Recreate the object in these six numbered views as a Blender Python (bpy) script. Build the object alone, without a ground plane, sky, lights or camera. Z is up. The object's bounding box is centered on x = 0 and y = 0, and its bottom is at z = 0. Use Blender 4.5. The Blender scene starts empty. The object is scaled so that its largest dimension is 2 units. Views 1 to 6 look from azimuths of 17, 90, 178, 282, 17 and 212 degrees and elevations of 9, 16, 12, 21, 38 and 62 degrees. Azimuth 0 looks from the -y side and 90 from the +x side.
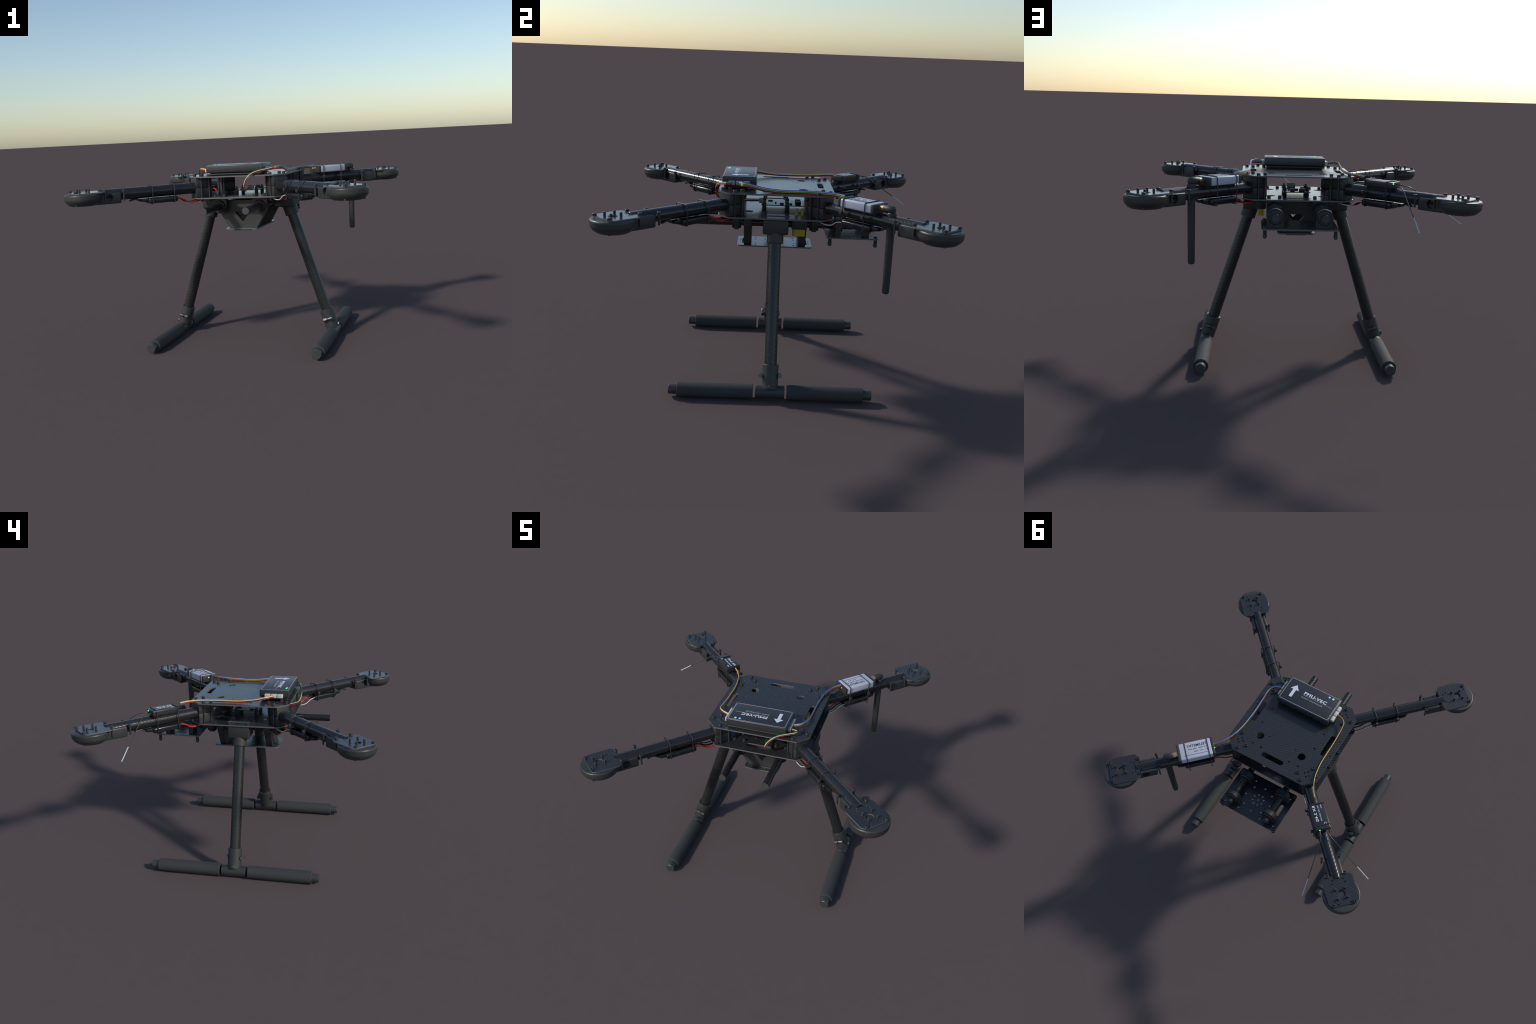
# Quadcopter drone frame with flight controller, telemetry radio and receiver.
# Frame: metres, z up, arrow / nose of the drone points to -y.
import bpy, bmesh, math, random
from mathutils import Matrix, Vector

random.seed(7)
SC = bpy.context.scene
COL = SC.collection
R2 = math.sqrt(0.5)
I4 = Matrix.Identity(4)

# ------------------------------------------------------------------ materials
def new_mat(name):
    m = bpy.data.materials.new(name)
    m.use_nodes = True
    nt = m.node_tree
    return m, nt, nt.nodes['Principled BSDF']

def plain(name, col, rough=0.5, metal=0.0, spec=0.5, vary=0.12, scale=40, coat=0.0, bump=0.0, bump_scale=300):
    """solid colour with a faint procedural mottling and optional grain bump"""
    m, nt, b = new_mat(name)
    N, L = nt.nodes, nt.links
    tc = N.new('ShaderNodeTexCoord')
    nz = N.new('ShaderNodeTexNoise')
    nz.inputs['Scale'].default_value = scale
    nz.inputs['Detail'].default_value = 3
    L.new(tc.outputs['Object'], nz.inputs['Vector'])
    mx = N.new('ShaderNodeMix'); mx.data_type = 'RGBA'
    mx.inputs[6].default_value = tuple(c * (1 - vary) for c in col) + (1,)
    mx.inputs[7].default_value = tuple(min(1, c * (1 + vary)) for c in col) + (1,)
    L.new(nz.outputs['Fac'], mx.inputs[0])
    L.new(mx.outputs[2], b.inputs['Base Color'])
    b.inputs['Roughness'].default_value = rough
    b.inputs['Metallic'].default_value = metal
    b.inputs['Specular IOR Level'].default_value = spec
    b.inputs['Coat Weight'].default_value = coat
    b.inputs['Coat Roughness'].default_value = 0.1
    if bump:
        n2 = N.new('ShaderNodeTexNoise'); n2.inputs['Scale'].default_value = bump_scale
        L.new(tc.outputs['Object'], n2.inputs['Vector'])
        bp = N.new('ShaderNodeBump'); bp.inputs['Strength'].default_value = bump
        bp.inputs['Distance'].default_value = 0.002
        L.new(n2.outputs['Fac'], bp.inputs['Height'])
        L.new(bp.outputs['Normal'], b.inputs['Normal'])
    return m

def carbon(name, tube_radius=None, rough=0.4, dark=(0.011, 0.013, 0.017), light=(0.027, 0.030, 0.036), cell=0.0065, wob=0.0, bump=0.2, coat=0.0):
    """2x2 twill carbon weave: on flat plates from x/y, on tubes from angle/length"""
    m, nt, b = new_mat(name)
    N, L = nt.nodes, nt.links
    def math_(op, a, bb=None):
        n = N.new('ShaderNodeMath'); n.operation = op
        for i, v in enumerate((a, bb)):
            if v is None: continue
            if isinstance(v, (int, float)): n.inputs[i].default_value = v
            else: L.new(v, n.inputs[i])
        return n.outputs[0]
    tc = N.new('ShaderNodeTexCoord')
    sp = N.new('ShaderNodeSeparateXYZ'); L.new(tc.outputs['Object'], sp.inputs[0])
    if tube_radius:
        u = math_('MULTIPLY', math_('ARCTAN2', sp.outputs[1], sp.outputs[0]), tube_radius)
        v = sp.outputs[2]
    else:
        u, v = sp.outputs[0], sp.outputs[1]
    cu, cv = math_('DIVIDE', u, cell), math_('DIVIDE', v, cell)
    iu, iv = math_('FLOOR', cu), math_('FLOOR', cv)
    k = math_('FLOORED_MODULO', math_('SUBTRACT', iu, iv), 4.0)
    mask = math_('LESS_THAN', k, 1.5)
    # fine fibre lines inside each tow
    fib_u = math_('SINE', math_('MULTIPLY', cu, 25.0))
    fib_v = math_('SINE', math_('MULTIPLY', cv, 25.0))
    fmix = N.new('ShaderNodeMix'); fmix.data_type = 'FLOAT'
    L.new(mask, fmix.inputs[0]); L.new(fib_u, fmix.inputs[2]); L.new(fib_v, fmix.inputs[3])
    nz = N.new('ShaderNodeTexNoise'); nz.inputs['Scale'].default_value = 22; nz.inputs['Detail'].default_value = 4
    L.new(tc.outputs['Object'], nz.inputs['Vector'])
    fac = math_('ADD', math_('MULTIPLY', mask, 0.72), math_('ADD', math_('MULTIPLY', fmix.outputs[0], 0.10), math_('MULTIPLY', nz.outputs['Fac'], 0.2)))
    mx = N.new('ShaderNodeMix'); mx.data_type = 'RGBA'; mx.clamp_factor = True
    mx.inputs[6].default_value = dark + (1,)
    mx.inputs[7].default_value = light + (1,)
    L.new(fac, mx.inputs[0]); L.new(mx.outputs[2], b.inputs['Base Color'])
    b.inputs['Coat Weight'].default_value = coat
    b.inputs['Coat Roughness'].default_value = 0.14
    rr = math_('ADD', rough - 0.06, math_('MULTIPLY', fac, 0.14))
    L.new(rr, b.inputs['Roughness'])
    bp = N.new('ShaderNodeBump'); bp.inputs['Strength'].default_value = bump; bp.inputs['Distance'].default_value = 0.0006
    L.new(math_('ADD', mask, math_('MULTIPLY', nz.outputs['Fac'], wob)), bp.inputs['Height'])
    L.new(bp.outputs['Normal'], b.inputs['Normal'])
    return m

def led(name, col, strength):
    m, nt, b = new_mat(name)
    N, L = nt.nodes, nt.links
    lw = N.new('ShaderNodeLayerWeight'); lw.inputs['Blend'].default_value = 0.35
    mx = N.new('ShaderNodeMix'); mx.data_type = 'RGBA'
    mx.inputs[6].default_value = tuple(col) + (1,)
    mx.inputs[7].default_value = tuple(c * 0.8 for c in col) + (1,)
    L.new(lw.outputs['Facing'], mx.inputs[0])
    L.new(mx.outputs[2], b.inputs['Base Color'])
    L.new(mx.outputs[2], b.inputs['Emission Color'])
    b.inputs['Emission Strength'].default_value = strength
    return m

M = {}
M['plate'] = carbon('carbon_plate', rough=0.25, dark=(0.0195, 0.0200, 0.0220), light=(0.0310, 0.0318, 0.0340), bump=0.10, coat=0.4)
M['edge'] = plain('carbon_edge_sun_tint', (0.115, 0.115, 0.118), 0.5, vary=0.15, scale=200)  # carbon lightened on plate side walls to match the sunlit edge grey
M['tube'] = carbon('carbon_tube', 0.039, rough=0.17, dark=(0.0150, 0.0155, 0.017), light=(0.0215, 0.022, 0.024), wob=1.6, bump=0.12)
M['legtube'] = carbon('carbon_leg_tube', 0.038, rough=0.30, dark=(0.0140, 0.0145, 0.0147), light=(0.0205, 0.0212, 0.0215), wob=1.2, bump=0.15)
M['rail'] = carbon('carbon_rail', 0.0245, rough=0.30, dark=(0.0120, 0.0125, 0.0135), light=(0.0200, 0.0208, 0.0220))
M['cut'] = plain('tube_end_face', (0.05, 0.05, 0.05), 0.6, vary=0.3, scale=120)
M['plastic'] = plain('moulded_black_plastic', (0.034, 0.034, 0.033), 0.48, bump=0.05)
M['cup'] = plain('matte_black_cover', (0.036, 0.036, 0.035), 0.40, bump=0.03)
M['foam'] = plain('grey_black_foam', (0.034, 0.0355, 0.035), 0.8, spec=0.5, bump=0.2, bump_scale=500)
M['stub'] = plain('skid_end_plug', (0.042, 0.0425, 0.043), 0.4)
M['rubber'] = plain('black_rubber', (0.012, 0.012, 0.013), 0.55)
M['clip'] = plain('dark_hanger_plastic', (0.030, 0.030, 0.030), 0.42)
M['bolt'] = plain('black_oxide_steel', (0.055, 0.055, 0.06), 0.38, metal=0.35)
M['socket'] = plain('bolt_recess', (0.006, 0.006, 0.006), 0.7)
M['steel'] = plain('zinc_steel', (0.11, 0.11, 0.115), 0.36, metal=0.6)
M['shrink'] = plain('heat_shrink', (0.016, 0.016, 0.017), 0.22, bump=0.15, bump_scale=60)
M['tie'] = plain('nylon_tie', (0.035, 0.035, 0.035), 0.45)
M['case'] = plain('controller_case', (0.032, 0.033, 0.036), 0.34, vary=0.06)
M['case_top'] = plain('controller_lid', (0.030, 0.032, 0.037), 0.34, vary=0.10, scale=14)
M['rx'] = plain('receiver_case', (0.028, 0.029, 0.031), 0.3, vary=0.08)
M['white'] = plain('white_radio_shell', (0.48, 0.495, 0.57), 0.28, vary=0.03)
M['print_w'] = plain('white_print', (0.66, 0.68, 0.76), 0.5, vary=0.03)
M['print_g'] = plain('faint_print', (0.36, 0.375, 0.41), 0.5, vary=0.03)
M['print_k'] = plain('dark_print', (0.05, 0.05, 0.06), 0.5, vary=0.05)
M['conn'] = plain('ivory_connector', (0.62, 0.60, 0.53), 0.4, vary=0.04)
M['conn_g'] = plain('grey_connector', (0.30, 0.31, 0.30), 0.4, vary=0.04)
M['brass'] = plain('brass', (0.75, 0.60, 0.28), 0.28, metal=0.9, vary=0.05)
M['yellow'] = plain('yellow_plug', (0.43, 0.335, 0.015), 0.42, vary=0.04)
M['pcb'] = plain('dark_circuit_board', (0.020, 0.024, 0.022), 0.22, vary=0.3, scale=90)
M['chip'] = plain('chip_package', (0.010, 0.010, 0.011), 0.4)
M['pad'] = plain('foam_tape', (0.014, 0.014, 0.015), 0.85)
M['wand'] = plain('antenna_rubber', (0.030, 0.030, 0.030), 0.5)
M['coax'] = plain('coax_sheath', (0.045, 0.045, 0.045), 0.35)
M['tip'] = plain('antenna_tip', (0.52, 0.56, 0.60), 0.35, vary=0.03)
W = {'red': (0.50, 0.02, 0.015), 'black': (0.012, 0.012, 0.012), 'white': (0.72, 0.70, 0.66), 'green': (0.02, 0.16, 0.03),
     'yellow': (0.60, 0.42, 0.02), 'blue': (0.05, 0.11, 0.50), 'motor': (0.016, 0.016, 0.017)}
for k, c in W.items():
    M['w_' + k] = plain('wire_' + k, c, 0.32, vary=0.05)
M['led_g'] = led('green_light', (0.10, 1.0, 0.30), 0.9)
M['led_b'] = led('blue_light', (0.10, 0.45, 1.0), 0.9)
M['led_r'] = led('red_light', (1.0, 0.07, 0.03), 0.9)

# ------------------------------------------------------------------ mesh helpers
def finish(me, angle=35):
    for p in me.polygons: p.use_smooth = True
    me.set_sharp_from_angle(angle=math.radians(angle))
    return me

def bm_mesh(bm, name, angle=35):
    bmesh.ops.recalc_face_normals(bm, faces=bm.faces)
    me = bpy.data.meshes.new(name)
    bm.to_mesh(me); bm.free()
    return finish(me, angle)

def merge(name, items, angle=35):
    """join (mesh, matrix) pieces into one mesh, one material slot"""
    bm = bmesh.new()
    for me, mt in items:
        n0 = len(bm.verts)
        bm.from_mesh(me)
        bm.verts.ensure_lookup_table()
        bmesh.ops.transform(bm, matrix=mt, verts=bm.verts[n0:])
    return bm_mesh(bm, name, angle)

def box(name, x0, x1, y0, y1, z0, z1, bev=0.0, seg=2):
    bm = bmesh.new()
    bmesh.ops.create_cube(bm, size=1)
    for v in bm.verts:
        v.co = Vector((x0 + (v.co.x + .5) * (x1 - x0), y0 + (v.co.y + .5) * (y1 - y0), z0 + (v.co.z + .5) * (z1 - z0)))
    if bev:
        bmesh.ops.bevel(bm, geom=bm.edges[:], offset=bev, segments=seg, profile=.5, affect='EDGES')
    return bm_mesh(bm, name)

def lathe(name, prof, seg=40, angle=35, closed=False):
    """revolve (radius, height) profile about local z"""
    bm = bmesh.new()
    rings = []
    for r, z in prof:
        if r < 1e-6:
            rings.append([bm.verts.new((0, 0, z))])
        else:
            rings.append([bm.verts.new((r * math.cos(2 * math.pi * i / seg), r * math.sin(2 * math.pi * i / seg), z)) for i in range(seg)])
    pairs = list(zip(rings, rings[1:])) + ([(rings[-1], rings[0])] if closed else [])
    for a, b in pairs:
        for i in range(seg):
            j = (i + 1) % seg
            if len(a) == 1 and len(b) == 1: continue
            if len(a) == 1: bm.faces.new((a[0], b[i], b[j]))
            elif len(b) == 1: bm.faces.new((a[i], a[j], b[0]))
            else: bm.faces.new((a[i], a[j], b[j], b[i]))
    return bm_mesh(bm, name, angle)

def cyl(name, r, z0, z1, bev=0.0, seg=32):
    if bev:
        return lathe(name, [(0, z0), (r - bev, z0), (r, z0 + bev), (r, z1 - bev), (r - bev, z1), (0, z1)], seg)
    return lathe(name, [(0, z0), (r, z0), (r, z1), (0, z1)], seg)

def pipe(name, ro, ri, z0, z1, bev=0.0015, seg=48):
    return lathe(name, [(ri, z0), (ro - bev, z0), (ro, z0 + bev), (ro, z1 - bev), (ro - bev, z1), (ri, z1)], seg, closed=True)

def catmull(pts, n=8):
    pts = [Vector(p) for p in pts]
    out = []
    for i in range(len(pts) - 1):
        p0 = pts[max(i - 1, 0)]; p1 = pts[i]; p2 = pts[i + 1]; p3 = pts[min(i + 2, len(pts) - 1)]
        for k in range(n):
            t = k / n
            out.append(.5 * ((2 * p1) + (p2 - p0) * t + (2 * p0 - 5 * p1 + 4 * p2 - p3) * t * t + (3 * p1 - p0 - 3 * p2 + p3) * t ** 3))
    out.append(pts[-1])
    return out

def sweep(name, pts, rad, seg=10, closed=False, smooth=0, taper=None, up_ref=None):
    """round wire along a path"""
    P = catmull(pts, smooth) if smooth else [Vector(p) for p in pts]
    n = len(P)
    bm = bmesh.new(); rings = []
    ref = None
    for i in range(n):
        if closed: t = (P[(i + 1) % n] - P[i - 1]).normalized()
        else: t = (P[min(i + 1, n - 1)] - P[max(i - 1, 0)]).normalized()
        if ref is None:
            ref = t.orthogonal().normalized()
        ref = (ref - t * ref.dot(t)).normalized()
        b = t.cross(ref)
        r = rad if taper is None else rad * taper(i / max(1, n - 1))
        rings.append([bm.verts.new(P[i] + (ref * math.cos(2 * math.pi * k / seg) + b * math.sin(2 * math.pi * k / seg)) * r) for k in range(seg)])
    m = n if closed else n - 1
    for i in range(m):
        a, b = rings[i], rings[(i + 1) % n]
        for k in range(seg):
            j = (k + 1) % seg
            bm.faces.new((a[k], a[j], b[j], b[k]))
    if not closed:
        bm.faces.new(rings[0][::-1]); bm.faces.new(rings[-1])
    return bm_mesh(bm, name, 50)

def rounded(corners, rad, n=6):
    """polygon with rounded corners; rad is a number or a list"""
    out = []
    m = len(corners)
    for i, c in enumerate(corners):
        r = rad[i] if isinstance(rad, (list, tuple)) else rad
        c = Vector(c); a = Vector(corners[i - 1]); b = Vector(corners[(i + 1) % m])
        if r <= 0:
            out.append(c); continue
        da = (a - c).normalized(); db = (b - c).normalized()
        ang = da.angle(db)
        d = r / math.tan(ang / 2)
        s, e = c + da * d, c + db * d
        ctr = c + (da + db).normalized() * (r / math.sin(ang / 2))
        v0 = s - ctr; v1 = e - ctr
        for k in range(n + 1):
            t = k / n
            v = v0.lerp(v1, t).normalized() * r
            out.append(ctr + v)
    return [(p[0], p[1]) for p in out]

def circle(x, y, r, n=20):
    return [(x + r * math.cos(2 * math.pi * i / n), y + r * math.sin(2 * math.pi * i / n)) for i in range(n)]

def slot(x, y, hl, hw, along='x', n=10):
    """capsule; hl = half of the full length"""
    out = []
    c = hl - hw
    for i in range(n + 1):
        a = -math.pi / 2 + math.pi * i / n
        out.append((c + hw * math.cos(a), hw * math.sin(a)))
    for i in range(n + 1):
        a = math.pi / 2 + math.pi * i / n
        out.append((-c + hw * math.cos(a), hw * math.sin(a)))
    return [((x + p, y + q) if along == 'x' else (x - q, y + p)) for p, q in out]

def sheet(name, outline, holes, z0, z1, bevel=0.0):
    """flat plate with holes, made from a filled 2D curve and extruded"""
    cu = bpy.data.curves.new(name, 'CURVE')
    cu.dimensions = '2D'; cu.fill_mode = 'BOTH'
    cu.extrude = (z1 - z0) / 2
    for loop in [outline] + list(holes):
        s = cu.splines.new('POLY'); s.points.add(len(loop) - 1)
        for p, q in zip(s.points, loop): p.co = (q[0], q[1], 0, 1)
        s.use_cyclic_u = True
    ob = bpy.data.objects.new(name, cu); COL.objects.link(ob)
    dg = bpy.context.evaluated_depsgraph_get()
    me = bpy.data.meshes.new_from_object(ob.evaluated_get(dg))
    bpy.data.objects.remove(ob); bpy.data.curves.remove(cu)
    me.name = name
    me.transform(Matrix.Translation((0, 0, (z0 + z1) / 2)))
    bm = bmesh.new(); bm.from_mesh(me)
    bmesh.ops.remove_doubles(bm, verts=bm.verts, dist=1e-6)
    bmesh.ops.recalc_face_normals(bm, faces=bm.faces)
    bm.to_mesh(me); bm.free()
    return finish(me, 30)

def side_slots(me):
    """side walls take the sun-lightened edge material, slot 1"""
    for p in me.polygons:
        p.material_index = 1 if abs(p.normal.z) < 0.5 else 0
    return me

def text_mesh(name, body, width, height, mirror=False, thick=0.0008, weight=0.0):
    """lettering fitted to a box, origin at baseline start; mirror flips left/right"""
    cu = bpy.data.curves.new(name, 'FONT')
    cu.body = body; cu.size = 1; cu.extrude = 0.01; cu.offset = weight; cu.resolution_u = 3; cu.space_character = 1.0 + weight * 3
    ob = bpy.data.objects.new(name, cu); COL.objects.link(ob)
    dg = bpy.context.evaluated_depsgraph_get()
    me = bpy.data.meshes.new_from_object(ob.evaluated_get(dg))
    bpy.data.objects.remove(ob); bpy.data.curves.remove(cu)
    xs = [v.co.x for v in me.vertices]; ys = [v.co.y for v in me.vertices]
    x0, x1, y0, y1 = min(xs), max(xs), min(ys), max(ys)
    for v in me.vertices:
        v.co = Vector(((v.co.x - x0) / (x1 - x0) * width, (v.co.y - y0) / (y1 - y0) * height, v.co.z * thick / 0.01))
    if mirror:
        me.flip_normals()
    me.name = name
    return me

WM = {}
def add(name, me, mat, parent=None, mt=None, kind=None):
    """object at world matrix mt, child of parent"""
    mt = mt or I4
    ob = bpy.data.objects.new(name, me)
    COL.objects.link(ob)
    mats = mat if isinstance(mat, (list, tuple)) else [mat]
    if me is not None and len(me.materials) == 0:
        for q in mats: me.materials.append(M[q])
    if parent is not None:
        ob.parent = parent
        ob.matrix_parent_inverse = WM[parent.name].inverted()
    ob.matrix_basis = mt
    WM[ob.name] = mt.copy()
    if kind: ob['kind'] = kind
    return ob

T_ = Matrix.Translation
def RZ(a): return Matrix.Rotation(a, 4, 'Z')
def along(a, b):
    """matrix whose local z runs from a towards b, origin at a"""
    a = Vector(a); d = (Vector(b) - a).normalized()
    return T_(a) @ d.to_track_quat('Z', 'Y').to_matrix().to_4x4()

# ------------------------------------------------------------------ root
root = bpy.data.objects.new('quadcopter_drone', None)
COL.objects.link(root)
root.empty_display_size = 0.2
root['label'] = 'black carbon fibre quadcopter drone frame with landing skids'
root['category'] = 'drone'
WM[root.name] = I4.copy()

# ------------------------------------------------------------------ body plates
A, C = 0.357, 0.2845
OCT = [(A, -C), (A, C), (C, A), (-C, A), (-A, C), (-A, -C), (-C, -A), (C, -A)]
PT0, PT1 = 1.2155, 1.2245      # top plate
PB0, PB1 = 1.0670, 1.0765      # bottom plate

def diag_points(rs):
    out = []
    for sx in (1, -1):
        for sy in (1, -1):
            for r, t in rs:
                out.append((sx * (r + t) * R2, sy * (r - t) * R2))
    return out

def quad(pts):
    return [(sx * x, sy * y) for sx in (1, -1) for sy in (1, -1) for x, y in pts]

plate_holes = [circle(x, y, 0.0287, 32) for x, y in quad([(0.1685, 0.1685)])]
plate_holes += [slot(0.284, 0, 0.0905, 0.0195, 'y'), slot(-0.284, 0, 0.0905, 0.0195, 'y'),
                slot(0, 0.2845, 0.0875, 0.0195), slot(0, -0.2845, 0.0875, 0.0195)]
small = diag_points([(0.3655, 0.012), (0.3655, -0.012), (0.398, 0.012), (0.398, -0.012)])
pilot = quad([(0.2135, 0.0667), (0.1835, 0.2467), (0.1145, 0.2475)])
top_extra = quad([(0.3375, 0.0667)])
tiny = quad([(0.106, 0.1417)])
top_holes = plate_holes + [circle(x, y, 0.0068, 12) for x, y in small] + [circle(x, y, 0.0068, 12) for x, y in pilot + top_extra] + [circle(x, y, 0.0052, 12) for x, y in tiny]
top_plate = add('top_plate', side_slots(sheet('top_plate', rounded(OCT, 0.006, 3), top_holes, PT0, PT1, 0.0006)), ['plate', 'edge'], root)
bot_holes = plate_holes + [circle(x, y, 0.0068, 12) for x, y in small] + [circle(x, y, 0.0065, 12) for x, y in quad([(0.2135, 0.0667), (0.05, 0.2)])]
bottom_plate = add('bottom_plate', side_slots(sheet('bottom_plate', rounded(OCT, 0.006, 3), bot_holes, PB0, PB1, 0.0006)), ['plate', 'edge'], root)

def bolt_mesh(name, r, h, shank_r, shank_l, sock=True):
    """socket-cap bolt, underside of the head at z = 0"""
    s = r * 0.46
    prof = [(0, -shank_l), (shank_r, -shank_l), (shank_r, 0), (r, 0), (r, h - r * 0.12), (r * 0.88, h)]
    prof += [(s, h), (s * 0.95, h * 0.35), (0, h * 0.3)] if sock else [(0, h)]
    me = lathe(name, prof, 20)
    me.materials.append(M['bolt']); me.materials.append(M['socket'])
    if sock:
        for p in me.polygons:
            c = p.center
            if math.hypot(c.x, c.y) < s * 0.99 and c.z > h * 0.25 and c.z < h * 0.999: p.material_index = 1
    return me

frame_bolt = bolt_mesh('frame_bolt', 0.012, 0.0135, 0.0048, 0.181)
nut = lathe('nut', [(0, -0.024), (0.0045, -0.024), (0.0045, -0.016), (0.0115, -0.016), (0.0125, -0.013), (0.0125, 0), (0, 0)], 6, 20)
for x, y in diag_points([(0.3515, 0.0548), (0.3515, -0.0548), (0.411, 0.0548), (0.411, -0.0548)]):
    add('frame_bolt', frame_bolt, 'bolt', top_plate, T_((x, y, PT1)))
    add('nut', nut, 'bolt', bottom_plate, T_((x, y, PB0)))
plate_screw = bolt_mesh('plate_screw', 0.0115, 0.0125, 0.005, 0.012)
for x, y in quad([(0.3375, 0.0667), (0.2135, 0.0667), (0.113, 0.247), (0.183, 0.247)]):
    if abs(x - 0.2135) < 1e-3 and y > 0: continue
    add('plate_screw', plate_screw, 'bolt', bottom_plate, T_((x, y, PB1)))

# ------------------------------------------------------------------ arms
ZA = 1.1455                   # arm axis height
RC = 0.8765 / R2              # motor centre radius
RT = 0.039
arm_mesh = lathe('arm_tube', [(0.031, 0.335), (RT - .001, 0.335), (RT, 0.336), (RT, 1.134), (RT - .001, 1.135), (0.031, 1.135)], 56, closed=True)
clamp_lo = box('arm_clamp', 0.326, 0.4475, -0.0495, 0.0495, PB1, 1.1448, 0.005)
clamp_hi = box('arm_clamp', 0.326, 0.4475, -0.0495, 0.0495, 1.1462, PT0, 0.005)
cup = lathe('motor_cup', [(0, 1.089), (0.080, 1.089), (0.088, 1.0905), (0.097, 1.096), (0.108, 1.105), (0.1165, 1.1145), (0.1210, 1.122), (0.1230, 1.129), (0.1235, 1.133), (0.1235, 1.136),
                          (0.1235, 1.1535), (0.1235, 1.156), (0.1226, 1.1595), (0.1200, 1.1635), (0.1175, 1.1652), (0.1155, 1.1660), (0.113, 1.1662), (0, 1.1662)], 72, 45)
plate_out = rounded([(1.112, -0.1035), (1.316, -0.0985), (1.316, 0.0985), (1.112, 0.1035), (1.112, 0.027), (1.137, 0.027), (1.137, -0.027), (1.112, -0.027)],
                    [0.032, 0.034, 0.034, 0.032, 0, 0, 0, 0])
mp_holes = [circle(RC, 0, 0.0262, 28)] + [circle(r, s * t, 0.0055, 10) for s in (1, -1) for r, t in [(1.1435, 0.034), (1.166, 0.0445), (1.3055, 0.041)]]
motor_plate = side_slots(sheet('motor_plate', plate_out, mp_holes, 1.1668, 1.1752, 0.0006))
stud = cyl('motor_stud', 0.0076, 1.150, 1.1985, 0.001, 18)
cup_bolt = bolt_mesh('cup_bolt', 0.0115, 0.0125, 0.008, 0.0835)
arm_bolt = bolt_mesh('arm_bolt', 0.0115, 0.0125, 0.006, 0.064)

def bracket_mesh(side):
    """cradle block under the tube with a round cable port on one side"""
    body = box('mount_bracket', 0.997, 1.165, -0.0545, 0.0545, 1.0885, 1.1605, 0.008, 3)
    ob = bpy.data.objects.new('tmp', body); COL.objects.link(ob)
    cut = bpy.data.objects.new('tmp_cut', lathe('c', [(0, 0), (0.0265, 0), (0.0265, 0.05), (0, 0.05)], 28)); COL.objects.link(cut)
    cut.matrix_world = T_((1.083, side * 0.036, 1.131)) @ Matrix.Rotation(-side * math.pi / 2, 4, 'X')
    bore = bpy.data.objects.new('tmp_bore', lathe('c', [(0, 0), (0.041, 0), (0.041, 0.4), (0, 0.4)], 40)); COL.objects.link(bore)
    bore.matrix_world = T_((0.9, 0, ZA)) @ Matrix.Rotation(math.pi / 2, 4, 'Y')
    for c in (cut, bore):
        md = ob.modifiers.new('b', 'BOOLEAN'); md.operation = 'DIFFERENCE'; md.object = c; md.solver = 'EXACT'
    bpy.context.view_layer.update()
    dg = bpy.context.evaluated_depsgraph_get()
    me = bpy.data.meshes.new_from_object(ob.evaluated_get(dg))
    for o in (ob, cut, bore): bpy.data.objects.remove(o)
    me.materials.clear()
    return finish(me, 30)
BR = {1: bracket_mesh(1), -1: bracket_mesh(-1)}

# speed controller: shrink-wrapped body with a wedge tail
esc_body = box('speed_controller', 0.587, 0.801, -0.0475, 0.0475, 1.0655, 1.1045, 0.011, 4)
def wedge():
    prof = [(0.790, 1.075), (0.845, 1.082), (0.852, 1.1015), (0.790, 1.103)]
    bm = bmesh.new()
    a = [bm.verts.new((x, -0.033, z)) for x, z in prof]; b = [bm.verts.new((x, 0.033, z)) for x, z in prof]
    bm.faces.new(a); bm.faces.new(b[::-1])
    for i in range(4):
        j = (i + 1) % 4
        bm.faces.new((a[j], a[i], b[i], b[j]))
    bmesh.ops.bevel(bm, geom=bm.edges[:], offset=0.004, segments=2, profile=.5, affect='EDGES')
    return bm_mesh(bm, 'controller_tail')
esc_tail = wedge()
motor_wires = merge('motor_wire', [(sweep('w', [(0.825, s, 1.088), (0.848, s, 1.087), (0.870, s * .8, 1.099), (0.885, s * .7, 1.1035), (0.905, s * .6, 1.100), (0.924, s * .6, 1.094)], 0.0052, 8, smooth=5), I4) for s in (-0.016, 0, 0.016)])
power_path = [(0.592, 1.0875), (0.572, 1.0870), (0.546, 1.0800), (0.528, 1.069), (0.514, 1.0595), (0.490, 1.0530), (0.465, 1.0515), (0.435, 1.0545), (0.40, 1.060)]
def lead(s, rad, wob=0.0, up=0.0):
    return sweep('lead', [(r, s + wob * math.sin(i * 1.7), z + up) for i, (r, z) in enumerate(power_path)], rad, 8, smooth=5)
lead_red = lead(0.019, 0.0058)
lead_black = lead(-0.005, 0.0058, up=0.001)
sig_w = lead(-0.0395, 0.0027); sig_k = lead(-0.0345, 0.0025, up=0.002); sig_r = lead(-0.0362, 0.0025, up=-0.003)

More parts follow.
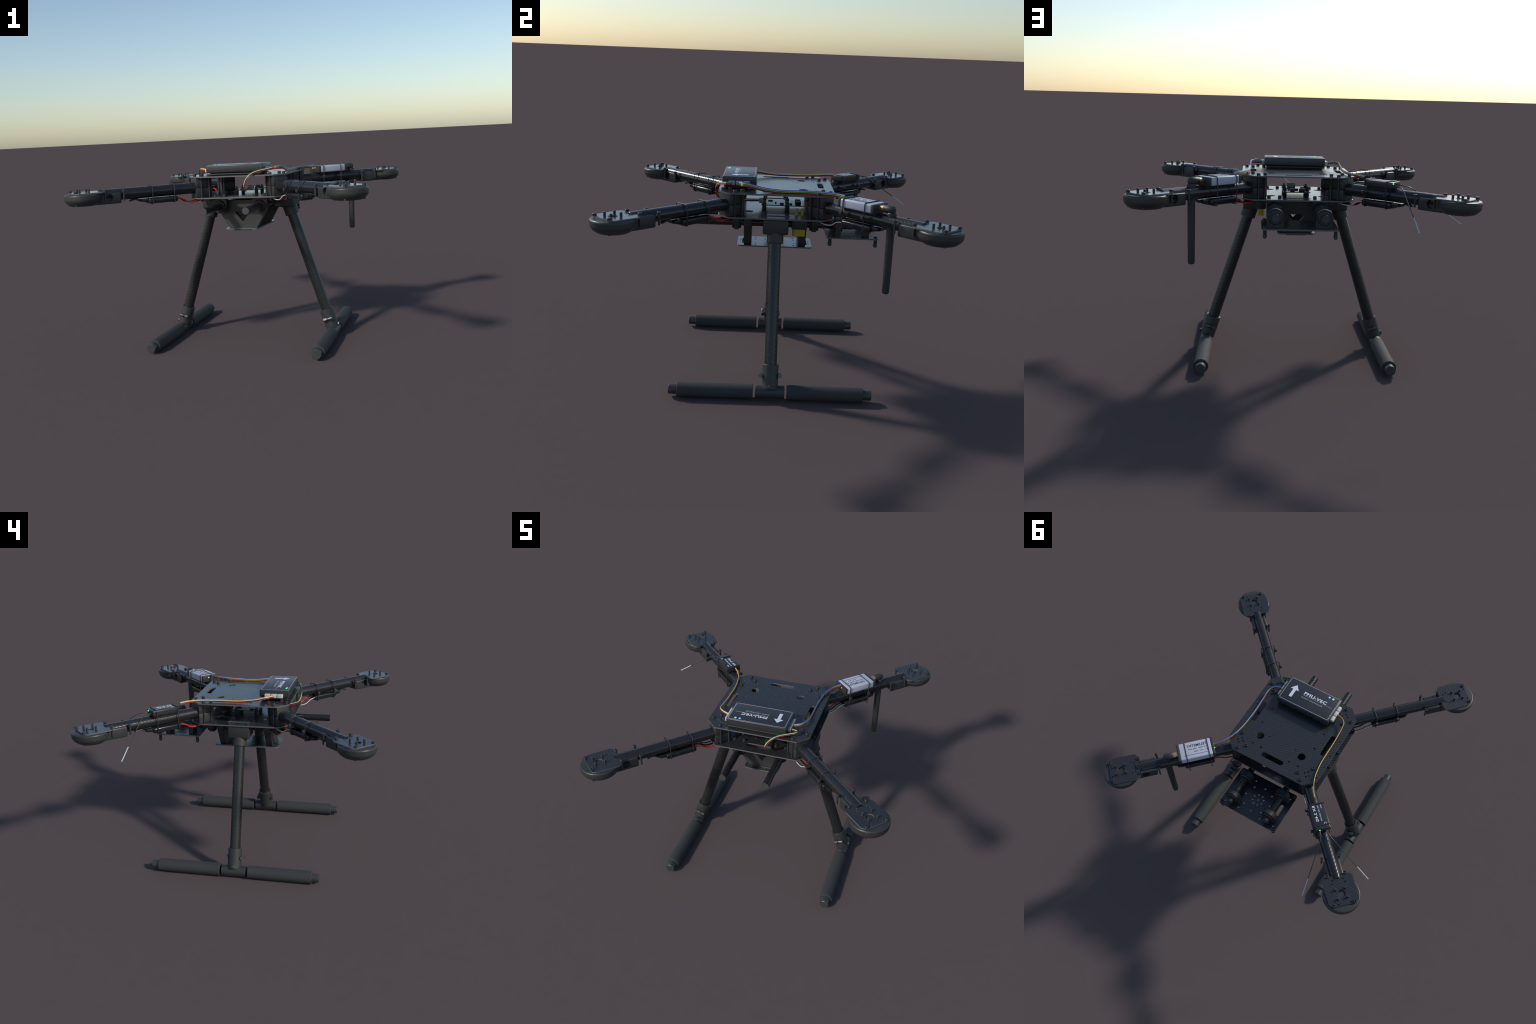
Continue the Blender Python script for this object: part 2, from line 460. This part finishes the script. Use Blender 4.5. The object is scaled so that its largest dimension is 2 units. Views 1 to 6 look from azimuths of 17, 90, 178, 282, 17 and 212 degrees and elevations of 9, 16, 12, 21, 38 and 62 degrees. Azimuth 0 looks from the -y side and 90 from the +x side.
def tie_loop(hs, z0, z1):
    pts = rounded([(-hs, z0), (hs, z0), (hs, z1), (-hs, z1)], 0.008, 4)
    return sweep('cable_tie', [(0, s, z) for s, z in pts], 0.0030, 8, closed=True)
tie_std = tie_loop(0.0505, 1.0630, 1.1875)
tie_rr = tie_loop(0.0700, 1.0645, 1.2395)
tie_rl = tie_loop(0.0545, 1.0640, 1.2295)
knob = box('tie_head', -0.009, 0.009, -0.008, 0.008, -0.0105, 0.0105, 0.002)

ARMS = []
for ang_deg in (225, 315, 45, 135):     # nose left, nose right, tail right, tail left
    F = RZ(math.radians(ang_deg))
    arm = add('arm', arm_mesh, 'tube', root, F @ T_((0, 0, ZA)) @ Matrix.Rotation(math.pi / 2, 4, 'Y'))
    ARMS.append((arm, F))
    add('arm_clamp', clamp_lo, 'plastic', arm, F)
    add('arm_clamp', clamp_hi, 'plastic', arm, F)
    add('motor_cup', cup, 'cup', arm, F @ T_((RC, 0, 0)))
    add('motor_plate', motor_plate, ['plate', 'edge'], arm, F)
    side = 1 if ang_deg in (225, 45) else -1
    add('mount_bracket', BR[side], 'cup', arm, F)
    for a in (1, -1):
        for b in (1, -1):
            add('motor_stud', stud, 'bolt', arm, F @ T_((RC + a * 0.031, b * 0.031, 0)))
        add('cup_bolt', cup_bolt, 'bolt', arm, F @ T_((1.3078, a * 0.0694, 1.1752)))
        add('arm_bolt', arm_bolt, 'bolt', arm, F @ T_((1.1085, a * 0.0592, 1.1752)))
        add('arm_bolt', arm_bolt, 'bolt', arm, F @ T_((0.9812, a * 0.0594, 1.1650)))
    add('speed_controller', esc_body, 'shrink', arm, F)
    add('controller_tail', esc_tail, 'shrink', arm, F)
    add('motor_wire', motor_wires, 'w_motor', arm, F)
    add('power_lead', lead_red, 'w_red', arm, F)
    add('power_lead', lead_black, 'w_black', arm, F)
    add('signal_wire', sig_w, 'w_white', arm, F)
    add('signal_wire', sig_k, 'w_black', arm, F)
    add('signal_wire', sig_r, 'w_red', arm, F)
    tie, ks, kz = {225: (tie_std, -0.0625, 1.131), 315: (tie_std, -0.0625, 1.126), 45: (tie_rr, -0.081, 1.155), 135: (tie_rl, -0.0665, 1.151)}[ang_deg]
    for r in (0.6135, 0.7725):
        add('cable_tie', tie, 'tie', arm, F @ T_((r, 0, 0)))
        add('tie_head', knob, 'tie', arm, F @ T_((r - 0.003, ks, kz)))

# ------------------------------------------------------------------ landing gear
SX, SZ = 0.594, 0.0464
LEGDIR = Vector((0.319 - 0.5429, 0, 0.912 - 0.2075)).normalized()
foam = lathe('foam_sleeve', [(0.030, 0), (SZ - 0.003, 0), (SZ, 0.003), (SZ, 0.461), (SZ - 0.003, 0.464), (0.030, 0.464)], 48, closed=True)
plug = cyl('skid_plug', 0.0325, -0.02, 0.052, 0.003, 40)
disc = cyl('foam_core', 0.0305, 0.0005, 0.02, 0, 32)
leg_mesh = cyl('leg', 0.038, -0.02, 0.86, 0, 56)
low_socket = lathe('leg_socket', [(0, 0.0), (0.0475, 0.0), (0.0495, 0.002), (0.0495, 0.1475), (0.0483, 0.149), (0.0405, 0.149), (0.0405, 0.135), (0, 0.135)], 48)
hub = lathe('skid_hub', [(0, -0.0893), (0.0395, -0.0893), (0.0415, -0.0875), (0.0415, 0.0875), (0.0395, 0.0893), (0, 0.0893)], 48)
up_socket = lathe('leg_collar', [(0, 0), (0.040, 0.0), (0.0495, 0.0), (0.0508, 0.0015), (0.0508, 0.125), (0, 0.125)], 48)
leg_block = box('leg_mount', 0.197, 0.3485, -0.0785, 0.0785, 0.9715, 1.0668, 0.011, 3)
hexnut = lathe('lock_nut', [(0, 0), (0.0145, 0), (0.0145, 0.026), (0, 0.026)], 6, 20)
pin = lathe('lock_screw', [(0, 0), (0.006, 0), (0.006, 0.030), (0.0125, 0.030), (0.0125, 0.060), (0, 0.060)], 18)
hubscrew = lathe('hub_screw', [(0, 0), (0.006, 0), (0.006, 0.018), (0.0135, 0.018), (0.0145, 0.02), (0.0145, 0.032), (0.012, 0.034), (0, 0.034)], 6, 20)
for k in range(2):
    S = RZ(math.pi * k)
    foot = Vector((SX, 0, SZ))
    base = along(foot, foot + LEGDIR)
    q0 = (0.2075 - SZ) / LEGDIR.z
    leg = add('leg', leg_mesh, 'legtube', root, S @ along(foot + LEGDIR * (q0 - 0.02), foot + LEGDIR * 5))
    add('leg_socket', low_socket, 'plastic', leg, S @ along(foot + LEGDIR * (q0 - 0.149), foot + LEGDIR * 5))
    qu = (0.9125 - SZ) / LEGDIR.z
    add('leg_collar', up_socket, 'plastic', leg, S @ along(foot + LEGDIR * qu, foot + LEGDIR * 5))
    add('leg_mount', leg_block, 'plastic', leg, S)
    add('skid_hub', hub, 'plastic', leg, S @ T_(foot) @ Matrix.Rotation(math.pi / 2, 4, 'X'))
    for sy in (1, -1):
        m = S @ T_((SX, sy * 0.1035, SZ)) @ Matrix.Rotation(-sy * math.pi / 2, 4, 'X')
        add('foam_sleeve', foam, 'foam', leg, m)
        add('foam_core', disc, 'rubber', leg, m)
        add('skid_plug', plug, 'stub', leg, S @ T_((SX, sy * 0.5675, SZ)) @ Matrix.Rotation(-sy * math.pi / 2, 4, 'X'))
        # clamp screws across the socket
        perp = Vector((LEGDIR.z, 0, -LEGDIR.x))
        c = foot + LEGDIR * ((0.1425 - SZ) / LEGDIR.z) + Vector((0, sy * 0.0575, 0))
        add('lock_nut', hexnut, 'bolt', leg, S @ along(c - perp * 0.031, c + perp))
        add('lock_screw', pin, 'steel', leg, S @ along(c - perp * 0.026, c + perp))
    add('hub_screw', hubscrew, 'bolt', leg, S @ along((0.607, 0, 0.0895), (0.607 + 0.953, 0, 0.0895 + 0.303)))

# ------------------------------------------------------------------ rails, hangers, rear platform
RX_, RZ_ = 0.148, 1.003
rail_mesh = cyl('rail', 0.0245, 0, 1.228, 0.001, 40)
rail_mesh.materials.append(M['rail']); rail_mesh.materials.append(M['cut'])
for p in rail_mesh.polygons:
    if abs(p.normal.z) > 0.9: p.material_index = 1
def hanger(r_in, half, r_out, up):
    """D-shaped clamp: round about the rail, flat towards the plate (up) or the platform"""
    n = 24
    pts = []
    flat = (PB0 - 0.0003 - RZ_) if up else (0.9423 - RZ_)
    for i in range(n + 1):
        a = (math.pi + math.pi * i / n) if up else (math.pi * i / n)
        pts.append((r_out * math.cos(a), r_out * math.sin(a)))
    pts += [(r_out, flat), (-r_out, flat)] if up else [(-r_out, flat), (r_out, flat)]
    me = sheet('rail_hanger', pts, [circle(0, 0, r_in, 32)], -half, half, 0.001)
    me.materials.clear()
    return me
rotX = Matrix.Rotation(math.pi / 2, 4, 'X')
hang_a = hanger(0.0455, 0.0145, 0.050, True)
grip = pipe('damper_ring', 0.0415, 0.024, -0.0275, 0.0275, 0.002)
groove = pipe('hanger_sleeve', 0.0457, 0.024, -0.0125, 0.0125, 0.001)
plat_h = hanger(0.0455, 0.0165, 0.0515, False)
plat_ring = pipe('damper_ring', 0.0430, 0.024, -0.0275, 0.0275, 0.003)
plat_groove = pipe('hanger_sleeve', 0.0457, 0.024, -0.0145, 0.0145, 0.001)
RAILS = []
for sx in (1, -1):
    rail = add('rail', rail_mesh, 'rail', root, T_((sx * RX_, -0.5945, RZ_)) @ Matrix.Rotation(-math.pi / 2, 4, 'X'))
    RAILS.append(rail)
    for y in (-0.245, 0.245):
        m = T_((sx * RX_, y, RZ_)) @ rotX
        add('rail_hanger', hang_a, 'clip', rail, m)
        add('hanger_sleeve', groove, 'rubber', rail, m)
        add('damper_ring', grip, 'rubber', rail, m)
platform = add('payload_platform', side_slots(sheet('payload_platform', rounded([(-0.232, 0.325), (0.232, 0.325), (0.232, 0.652), (-0.232, 0.652)], 0.016),
    [circle(x, y, 0.0072, 12) for x, y in
     [(0.04 * math.cos(a * math.pi / 4 + 0.39) - 0.002, 0.494 + 0.04 * math.sin(a * math.pi / 4 + 0.39)) for a in range(8)]
     + [(-0.002, 0.494), (-0.002, 0.394), (-0.002, 0.593), (0.101, 0.494), (-0.101, 0.494)]
     + [(sx * x, y) for sx in (1, -1) for x, y in [(0.073, 0.4205), (0.073, 0.567), (0.088, 0.372), (0.088, 0.6145), (0.199, 0.6148), (0.199, 0.373)]]]
    + [slot(sx * 0.176, 0.488, 0.05, 0.0135, 'y') for sx in (1, -1)], 0.933, 0.942, 0.0006)), ['plate', 'edge'], root)
for sx in (1, -1):
    for y in (0.3975, 0.576):
        m = T_((sx * RX_, y, RZ_)) @ rotX
        add('platform_hanger', plat_h, 'clip', platform, m)
        add('hanger_sleeve', plat_groove, 'rubber', platform, m)
        add('damper_ring', plat_ring, 'clip', platform, m)
plat_screw = bolt_mesh('platform_screw', 0.0115, 0.0125, 0.005, 0.012)
standoff = cyl('standoff', 0.0108, 0.9055, 0.933, 0.001, 20)
foot_ball = lathe('standoff_foot', [(0, 0.881), (0.006, 0.882), (0.0105, 0.886), (0.0132, 0.893), (0.0135, 0.9015), (0.012, 0.9035), (0.003, 0.904), (0.003, 0.9065), (0, 0.9065)], 24, 50)
for sx in (1, -1):
    for y in (0.3465, 0.6335):
        add('platform_screw', plat_screw, 'bolt', platform, T_((sx * 0.2118, y, 0.942)))
        add('standoff', standoff, 'rubber', platform, T_((sx * 0.2118, y, 0)))
        add('standoff_foot', foot_ball, 'stub', platform, T_((sx * 0.2118, y, 0)))

# ------------------------------------------------------------------ battery tray under the body
tray = add('battery_tray', side_slots(sheet('battery_tray', rounded([(-0.121, -0.241), (0.121, -0.241), (0.121, 0.241), (-0.121, 0.241)], 0.022),
    [circle(sx * x, sy * y, 0.0062, 10) for sx in (1, -1) for sy in (1, -1) for x, y in [(0.04, 0.06), (0.088, 0.06), (0.04, 0.125), (0.088, 0.125), (0.1, 0.12), (0.02, 0.22)]] + [slot(0, sy * 0.2055, 0.066, 0.0055) for sy in (1, -1)],
    0.834, 0.8432, 0.0006)), ['plate', 'edge'], root)
add('tray_pad', box('tray_pad', -0.064, 0.064, -0.213, 0.213, 0.825, 0.8338, 0.002), 'rubber', tray)
frame_out = [(-0.105, 0.8436), (0.105, 0.8436), (0.188, 0.985), (0.188, 1.028), (0.172, 1.040), (-0.172, 1.040), (-0.188, 1.028), (-0.188, 0.985)]
vcut = rounded([(-0.062, 0.962), (0.0, 0.885), (0.062, 0.962)], [0.006, 0.008, 0.006], 4)
tray_frame = sheet('tray_bracket', rounded(frame_out, [0.008] * 8, 3), [vcut], -0.0235, 0.0235, 0.001)
tray_frame.materials.clear()
for y in (-0.1745, 0.1745):
    add('tray_bracket', tray_frame, 'plastic', tray, T_((0, y, 0)) @ rotX)

# ------------------------------------------------------------------ power board between the plates
board = add('power_board', sheet('power_board', rounded([(-0.0885, -0.092), (0.0885, -0.092), (0.0885, 0.186), (-0.0885, 0.186)], 0.008), [], 1.1005, 1.1065, 0.0004), 'pcb', root)
board.data.materials.clear(); board.data.materials.append(M['pcb'])
post = lathe('board_post', [(0, PB1), (0.0135, PB1), (0.0135, 1.1004), (0, 1.1004)], 8, 20)
post_screw = lathe('board_nut', [(0, 1.1066), (0.0135, 1.1066), (0.0135, 1.118), (0.0115, 1.1195), (0.0065, 1.1195), (0.0065, 1.1315), (0, 1.1315)], 8, 20)
for x, y in quad([(0.0745, 0.0745)]):
    add('board_post', post, 'rubber', board, T_((x, y, 0)))
    add('board_nut', post_screw, 'bolt', board, T_((x, y, 0)))
add('board_connector', box('board_connector', -0.004, 0.052, -0.108, -0.083, 1.1066, 1.1335, 0.002), 'conn_g', board)
for x0, x1, y0, y1, h in [(0.013, 0.042, 0.128, 0.162, 0.017), (-0.054, -0.016, 0.125, 0.160, 0.016), (-0.014, 0.010, 0.060, 0.085, 0.008), (0.042, 0.054, 0.090, 0.105, 0.006),
                          (0.010, 0.022, -0.006, 0.004, 0.006), (0.040, 0.052, 0.026, 0.051, 0.007), (-0.060, -0.035, -0.050, -0.020, 0.005)]:
    add('chip', box('chip', x0, x1, y0, y1, 1.1066, 1.1066 + h, 0.002), 'chip', board)
plugb = add('battery_plug', box('battery_plug', 0.204, 0.2645, 0.1005, 0.196, 0.991, 1.0668, 0.004), 'clip', root)
def plug_yellow():
    out = rounded([(0.214, 0.107), (0.246, 0.107), (0.254, 0.115), (0.254, 0.177), (0.246, 0.185), (0.214, 0.185)], 0.002, 2)
    me = sheet('plug_tip', out, [circle(0.234, 0.1275, 0.011, 18), circle(0.234, 0.1645, 0.011, 18)], 0.9465, 0.9912, 0.0008)
    me.materials.clear()
    return me
add('plug_tip', plug_yellow(), 'yellow', plugb)
for y in (0.1272, 0.1634):
    add('plug_pin', cyl('plug_pin', 0.0095, PB1 - 0.004, 1.1182, 0.001, 20), 'yellow', plugb, T_((0.232, y, 0)))

# ------------------------------------------------------------------ flight controller
FY0, FY1, FX, FZ0, FZ1 = -0.3385, -0.1280, 0.2075, 1.2465, 1.3000
fc_me = box('flight_controller', -FX, FX, FY0, FY1, FZ0, FZ1, 0.0065, 3)
fc_me.materials.append(M['case']); fc_me.materials.append(M['case_top'])
for p in fc_me.polygons:
    if p.normal.z > 0.9: p.material_index = 1
fc = add('flight_controller', fc_me, ['case', 'case_top'], root)
add('mount_pad', box('mount_pad', -0.185, 0.185, -0.318, -0.150, 1.2247, 1.2466, 0.001), 'pad', fc)
add('base_slab', box('base_slab', -0.197, 0.197, -0.329, -0.138, 1.2325, 1.2395, 0.0015), 'cut', fc)
ZT = FZ1
def rim(x0, x1, y0, y1, w, r):
    o = rounded([(x0, y0), (x1, y0), (x1, y1), (x0, y1)], r)
    i = rounded([(x0 + w, y0 + w), (x1 - w, y0 + w), (x1 - w, y1 - w), (x0 + w, y1 - w)], max(r - w, 0.001))
    me = sheet('label_frame', o, [i], ZT - 0.0003, ZT + 0.0006); me.materials.clear()
    return me
add('label_frame', rim(-0.1995, 0.1975, -0.3325, -0.1375, 0.0028, 0.012), 'print_g', fc)
arrow = sheet('arrow_mark', [(0.131, -0.2890), (0.0985, -0.2475), (0.1200, -0.2475), (0.1200, -0.1795), (0.1425, -0.1795), (0.1425, -0.2475), (0.1635, -0.2475)], [], ZT - 0.0003, ZT + 0.0006)
arrow.materials.clear()
add('arrow_mark', arrow, 'print_w', fc)
TURN = lambda x, y: T_((x, y, ZT + 0.0001)) @ RZ(math.pi)
add('lettering', text_mesh('lettering', 'FMU-V6C', 0.180, 0.0268, weight=0.030), 'print_w', fc, TURN(0.0545, -0.2428))
add('lettering', text_mesh('lettering', 'FLIGHT CONTROLLER', 0.168, 0.0105, weight=0.004), 'print_g', fc, TURN(0.0565, -0.2120))
add('rule_line', box('rule_line', -0.176, 0.055, -0.2388, -0.2368, ZT - 0.0003, ZT + 0.0006), 'print_g', fc)
marks = []
for x, sgn, n in ((-0.1965, 1, 15), (0.1945, -1, 2)):
    for i in range(n):
        y = (-0.325 + i * 0.0118) if n > 3 else (-0.30 + i * 0.03)
        if n > 3 and i in (9, 11, 13): continue
        w = random.uniform(0.003, 0.0065)
        marks.append((box('m', min(x, x + sgn * w), max(x, x + sgn * w), y, y + (random.uniform(0.005, 0.009) if n > 3 else 0.0022), ZT - 0.0003, ZT + 0.0005), I4))
add('port_marks', merge('port_marks', marks), 'print_g', fc, kind='stuff')
lamp = lathe('status_light', [(0, 0.0018), (0.004, 0.0016), (0.0072, 0.0008), (0.0078, -0.001), (0, -0.001)], 20, 60)
add('status_light', lamp.copy(), 'led_g', fc, T_((-0.1492, -0.3125, ZT)))
add('status_light', lamp.copy(), 'led_b', fc, T_((-0.1188, -0.3125, ZT)))
for sx in (1, -1):
    for y in (-0.2790, -0.2345, -0.1885):
        add('port_connector', box('port_connector', min(sx * 0.204, sx * 0.2285), max(sx * 0.204, sx * 0.2285), y - 0.0198, y + 0.0198, 1.2490, 1.2745, 0.002),
            'conn' if sx < 0 else 'conn_g', fc)

# ------------------------------------------------------------------ telemetry radio on the tail right arm
F = ARMS[2][1]
radio = add('telemetry_radio', box('telemetry_radio', 0.5885, 0.817, -0.0675, 0.0675, 1.1855, 1.2365, 0.009, 4), 'white', root, F)
add('radio_end', box('radio_end', 0.572, 0.5895, -0.0685, 0.0685, 1.1850, 1.2370, 0.003), 'plastic', radio, F)
add('radio_end', box('radio_end', 0.816, 0.832, -0.0685, 0.0685, 1.1850, 1.2370, 0.003), 'plastic', radio, F)
add('radio_pad', box('radio_pad', 0.60, 0.83, -0.034, 0.034, 1.166, 1.1860, 0.001), 'pad', radio, F)
def mirrored(r, s, z):
    """print that reads outwards along the arm, letter tops towards -s (seen from above it is mirrored)"""
    return F @ T_((r, s, z)) @ Matrix.Scale(-1, 4, (0, 1, 0))
def print_on(name, body, r0, r1, s_base, h, z, mat, par, weight=0.0):
    me = text_mesh(name, body, r1 - r0, h, False, 0.0008, weight)
    for v in me.vertices: v.co.y = -v.co.y
    me.flip_normals()
    add(name, me, mat, par, F @ T_((r0, s_base, z)))
ZR = 1.2366
print_on('lettering', 'TELEMETRY', 0.6186, 0.7596, -0.0205, 0.0205, ZR, 'print_k', radio, 0.014)
print_on('lettering', '915 MHz  100 mW', 0.6187, 0.7541, 0.0005, 0.0105, ZR, 'print_k', radio)
print_on('lettering', 'RX    ANT    PWR', 0.6189, 0.7155, 0.0225, 0.0085, ZR, 'print_k', radio)
add('rule_line', box('rule_line', 0.6229, 0.7897, 0.0385, 0.0412, ZR - 0.0003, ZR + 0.0006), 'print_k', radio, F)
bead = lathe('status_light', [(0, 0.0052), (0.003, 0.0047), (0.0052, 0.002), (0.0057, -0.001), (0, -0.001)], 16, 60)
faceIn = lambda r, s, z: F @ T_((r, s, z)) @ Matrix.Rotation(-math.pi / 2, 4, 'Y')
add('status_light', bead.copy(), 'led_r', radio, faceIn(0.572, -0.015, 1.2215))
add('status_light', bead.copy(), 'led_g', radio, faceIn(0.572, 0.0142, 1.2205))
axisR = lambda r, z: F @ T_((r, 0, z)) @ Matrix.Rotation(math.pi / 2, 4, 'Y')
add('antenna_jack', lathe('antenna_jack', [(0, 0), (0.0165, 0), (0.0165, 0.012), (0.0185, 0.013), (0.0185, 0.032), (0.016, 0.034), (0, 0.034)], 24), 'brass', radio, axisR(0.831, 1.2155))
add('antenna_elbow', lathe('antenna_elbow', [(0, 0), (0.020, 0), (0.0225, 0.004), (0.0235, 0.030), (0.0225, 0.062), (0.017, 0.067), (0, 0.068)], 28, 60), 'wand', radio, axisR(0.862, 1.2160))
add('antenna_nut', lathe('antenna_nut', [(0, 1.165), (0.024, 1.165), (0.0262, 1.168), (0.0262, 1.196), (0.022, 1.201), (0, 1.203)], 28), 'wand', radio, F @ T_((0.9142, 0, 0)))
add('antenna', lathe('antenna', [(0, 0.7215), (0.015, 0.7222), (0.0195, 0.727), (0.0210, 0.735), (0.0225, 0.90), (0.0232, 1.10), (0.0232, 1.17), (0, 1.17)], 32, 60), 'wand', radio, F @ T_((0.9142, 0, 0)))

# ------------------------------------------------------------------ radio receiver on the tail left arm
F = ARMS[3][1]
rx = add('radio_receiver', box('radio_receiver', 0.606, 0.801, -0.0515, 0.0515, 1.1895, 1.2265, 0.004, 3), 'rx', root, F)
add('receiver_pad', box('receiver_pad', 0.615, 0.79, -0.036, 0.036, 1.167, 1.1896, 0.001), 'pad', rx, F)
ZR = 1.2266
print_on('lettering', 'RX 2.4G', 0.6243, 0.7415, -0.0135, 0.0180, ZR, 'print_w', rx, 0.022)
print_on('lettering', 'FAIL SAFE  BIND DSM', 0.6282, 0.7422, 0.0105, 0.0090, ZR, 'print_w', rx)
print_on('lettering', 'BIND', 0.6267, 0.6532, 0.0315, 0.0085, ZR, 'print_w', rx)
ringm = sheet('ring_mark', circle(0, 0, 0.0085, 20), [circle(0, 0, 0.006, 20)], -0.0003, 0.0006); ringm.materials.clear()
add('ring_mark', ringm, 'print_w', rx, F @ T_((0.7643, 0.0241, ZR)))
add('status_light', bead.copy(), 'led_g', rx, F @ T_((0.801, -0.0245, 1.2172)) @ Matrix.Rotation(math.pi / 2, 4, 'Y'))
for s in (1, -1):
    path = [(0.798, s * 0.0225, 1.2085), (0.822, s * 0.0245, 1.2080), (0.846, s * 0.030, 1.2055), (0.8885, s * 0.0525, 1.1925), (0.95, s * 0.0965, 1.1405), (1.0508, s * 0.1690, 1.0585)]
    add('antenna_wire', sweep('antenna_wire', path, 0.0030, 8, smooth=5), 'coax', rx, F)
    add('antenna_tip', sweep('antenna_tip', [(1.0508, s * 0.1690, 1.0585), (1.09, s * 0.198, 1.0240), (1.1297, s * 0.2277, 0.9896)], 0.0036, 8), 'tip', rx, F)

# ------------------------------------------------------------------ ribbon cables
def ribbon(name, path, colours, pitch, rad):
    P = catmull(path, 6)
    n = len(P)
    wires = [[] for _ in colours]
    for i, p in enumerate(P):
        t = (P[min(i + 1, n - 1)] - P[max(i - 1, 0)]).normalized()
        side = t.cross(Vector((0, 0, 1)))
        side.normalize()
        up = side.cross(t).normalized()
        for k in range(len(colours)):
            wires[k].append(p + up * ((len(colours) - 1) / 2 - k) * pitch)
    first = add(name, sweep('wire', wires[0], rad, 8), 'w_' + colours[0], root)
    for k in range(1, len(colours)):
        add('wire', sweep('wire', wires[k], rad, 8), 'w_' + colours[k], first)
ribbon('telemetry_cable', [(0.224, -0.2345, 1.2600), (0.240, -0.2300, 1.2625), (0.2775, -0.2120, 1.2665), (0.3020, -0.1640, 1.2630), (0.3050, -0.0810, 1.2440), (0.3050, 0.0100, 1.2345),
                           (0.3060, 0.0780, 1.2330), (0.3095, 0.1550, 1.2350), (0.3150, 0.2050, 1.2360), (0.3270, 0.2600, 1.2370), (0.3440, 0.3060, 1.2375), (0.3680, 0.3560, 1.2375), (0.4060, 0.4010, 1.2360)],
       ['blue', 'white', 'green', 'yellow', 'black', 'red'], 0.0042, 0.0024)
ribbon('receiver_cable', [(-0.224, -0.2345, 1.2615), (-0.2450, -0.2300, 1.2640), (-0.2755, -0.2195, 1.2690), (-0.2990, -0.1960, 1.2680), (-0.3062, -0.1710, 1.2640), (-0.3095, -0.1220, 1.2520), (-0.3108, -0.0115, 1.2385),
                          (-0.3112, 0.0700, 1.2370), (-0.3115, 0.1340, 1.2375), (-0.3180, 0.2000, 1.2380), (-0.3335, 0.2750, 1.2390), (-0.3655, 0.3455, 1.2390), (-0.4010, 0.4000, 1.2345)],
       ['yellow', 'white', 'black', 'red'], 0.0044, 0.0026)
ribbon('power_sense_cable', [(0.224, -0.2790, 1.2585), (0.2450, -0.2830, 1.2625), (0.2665, -0.2940, 1.2670), (0.2755, -0.3085, 1.2690), (0.2650, -0.3200, 1.2670), (0.2463, -0.3280, 1.2630), (0.1685, -0.3570, 1.2480),
                             (0.1270, -0.3765, 1.2295), (0.0965, -0.3845, 1.1970), (0.0722, -0.3700, 1.1485), (0.0600, -0.3200, 1.1290), (0.0480, -0.2400, 1.1240), (0.0360, -0.1600, 1.1230), (0.0270, -0.1060, 1.1220)],
       ['green', 'white', 'black', 'red'], 0.0044, 0.0026)
for ob in [o for o in bpy.data.objects if o.parent is None and o is not root]:
    bpy.data.objects.remove(ob)
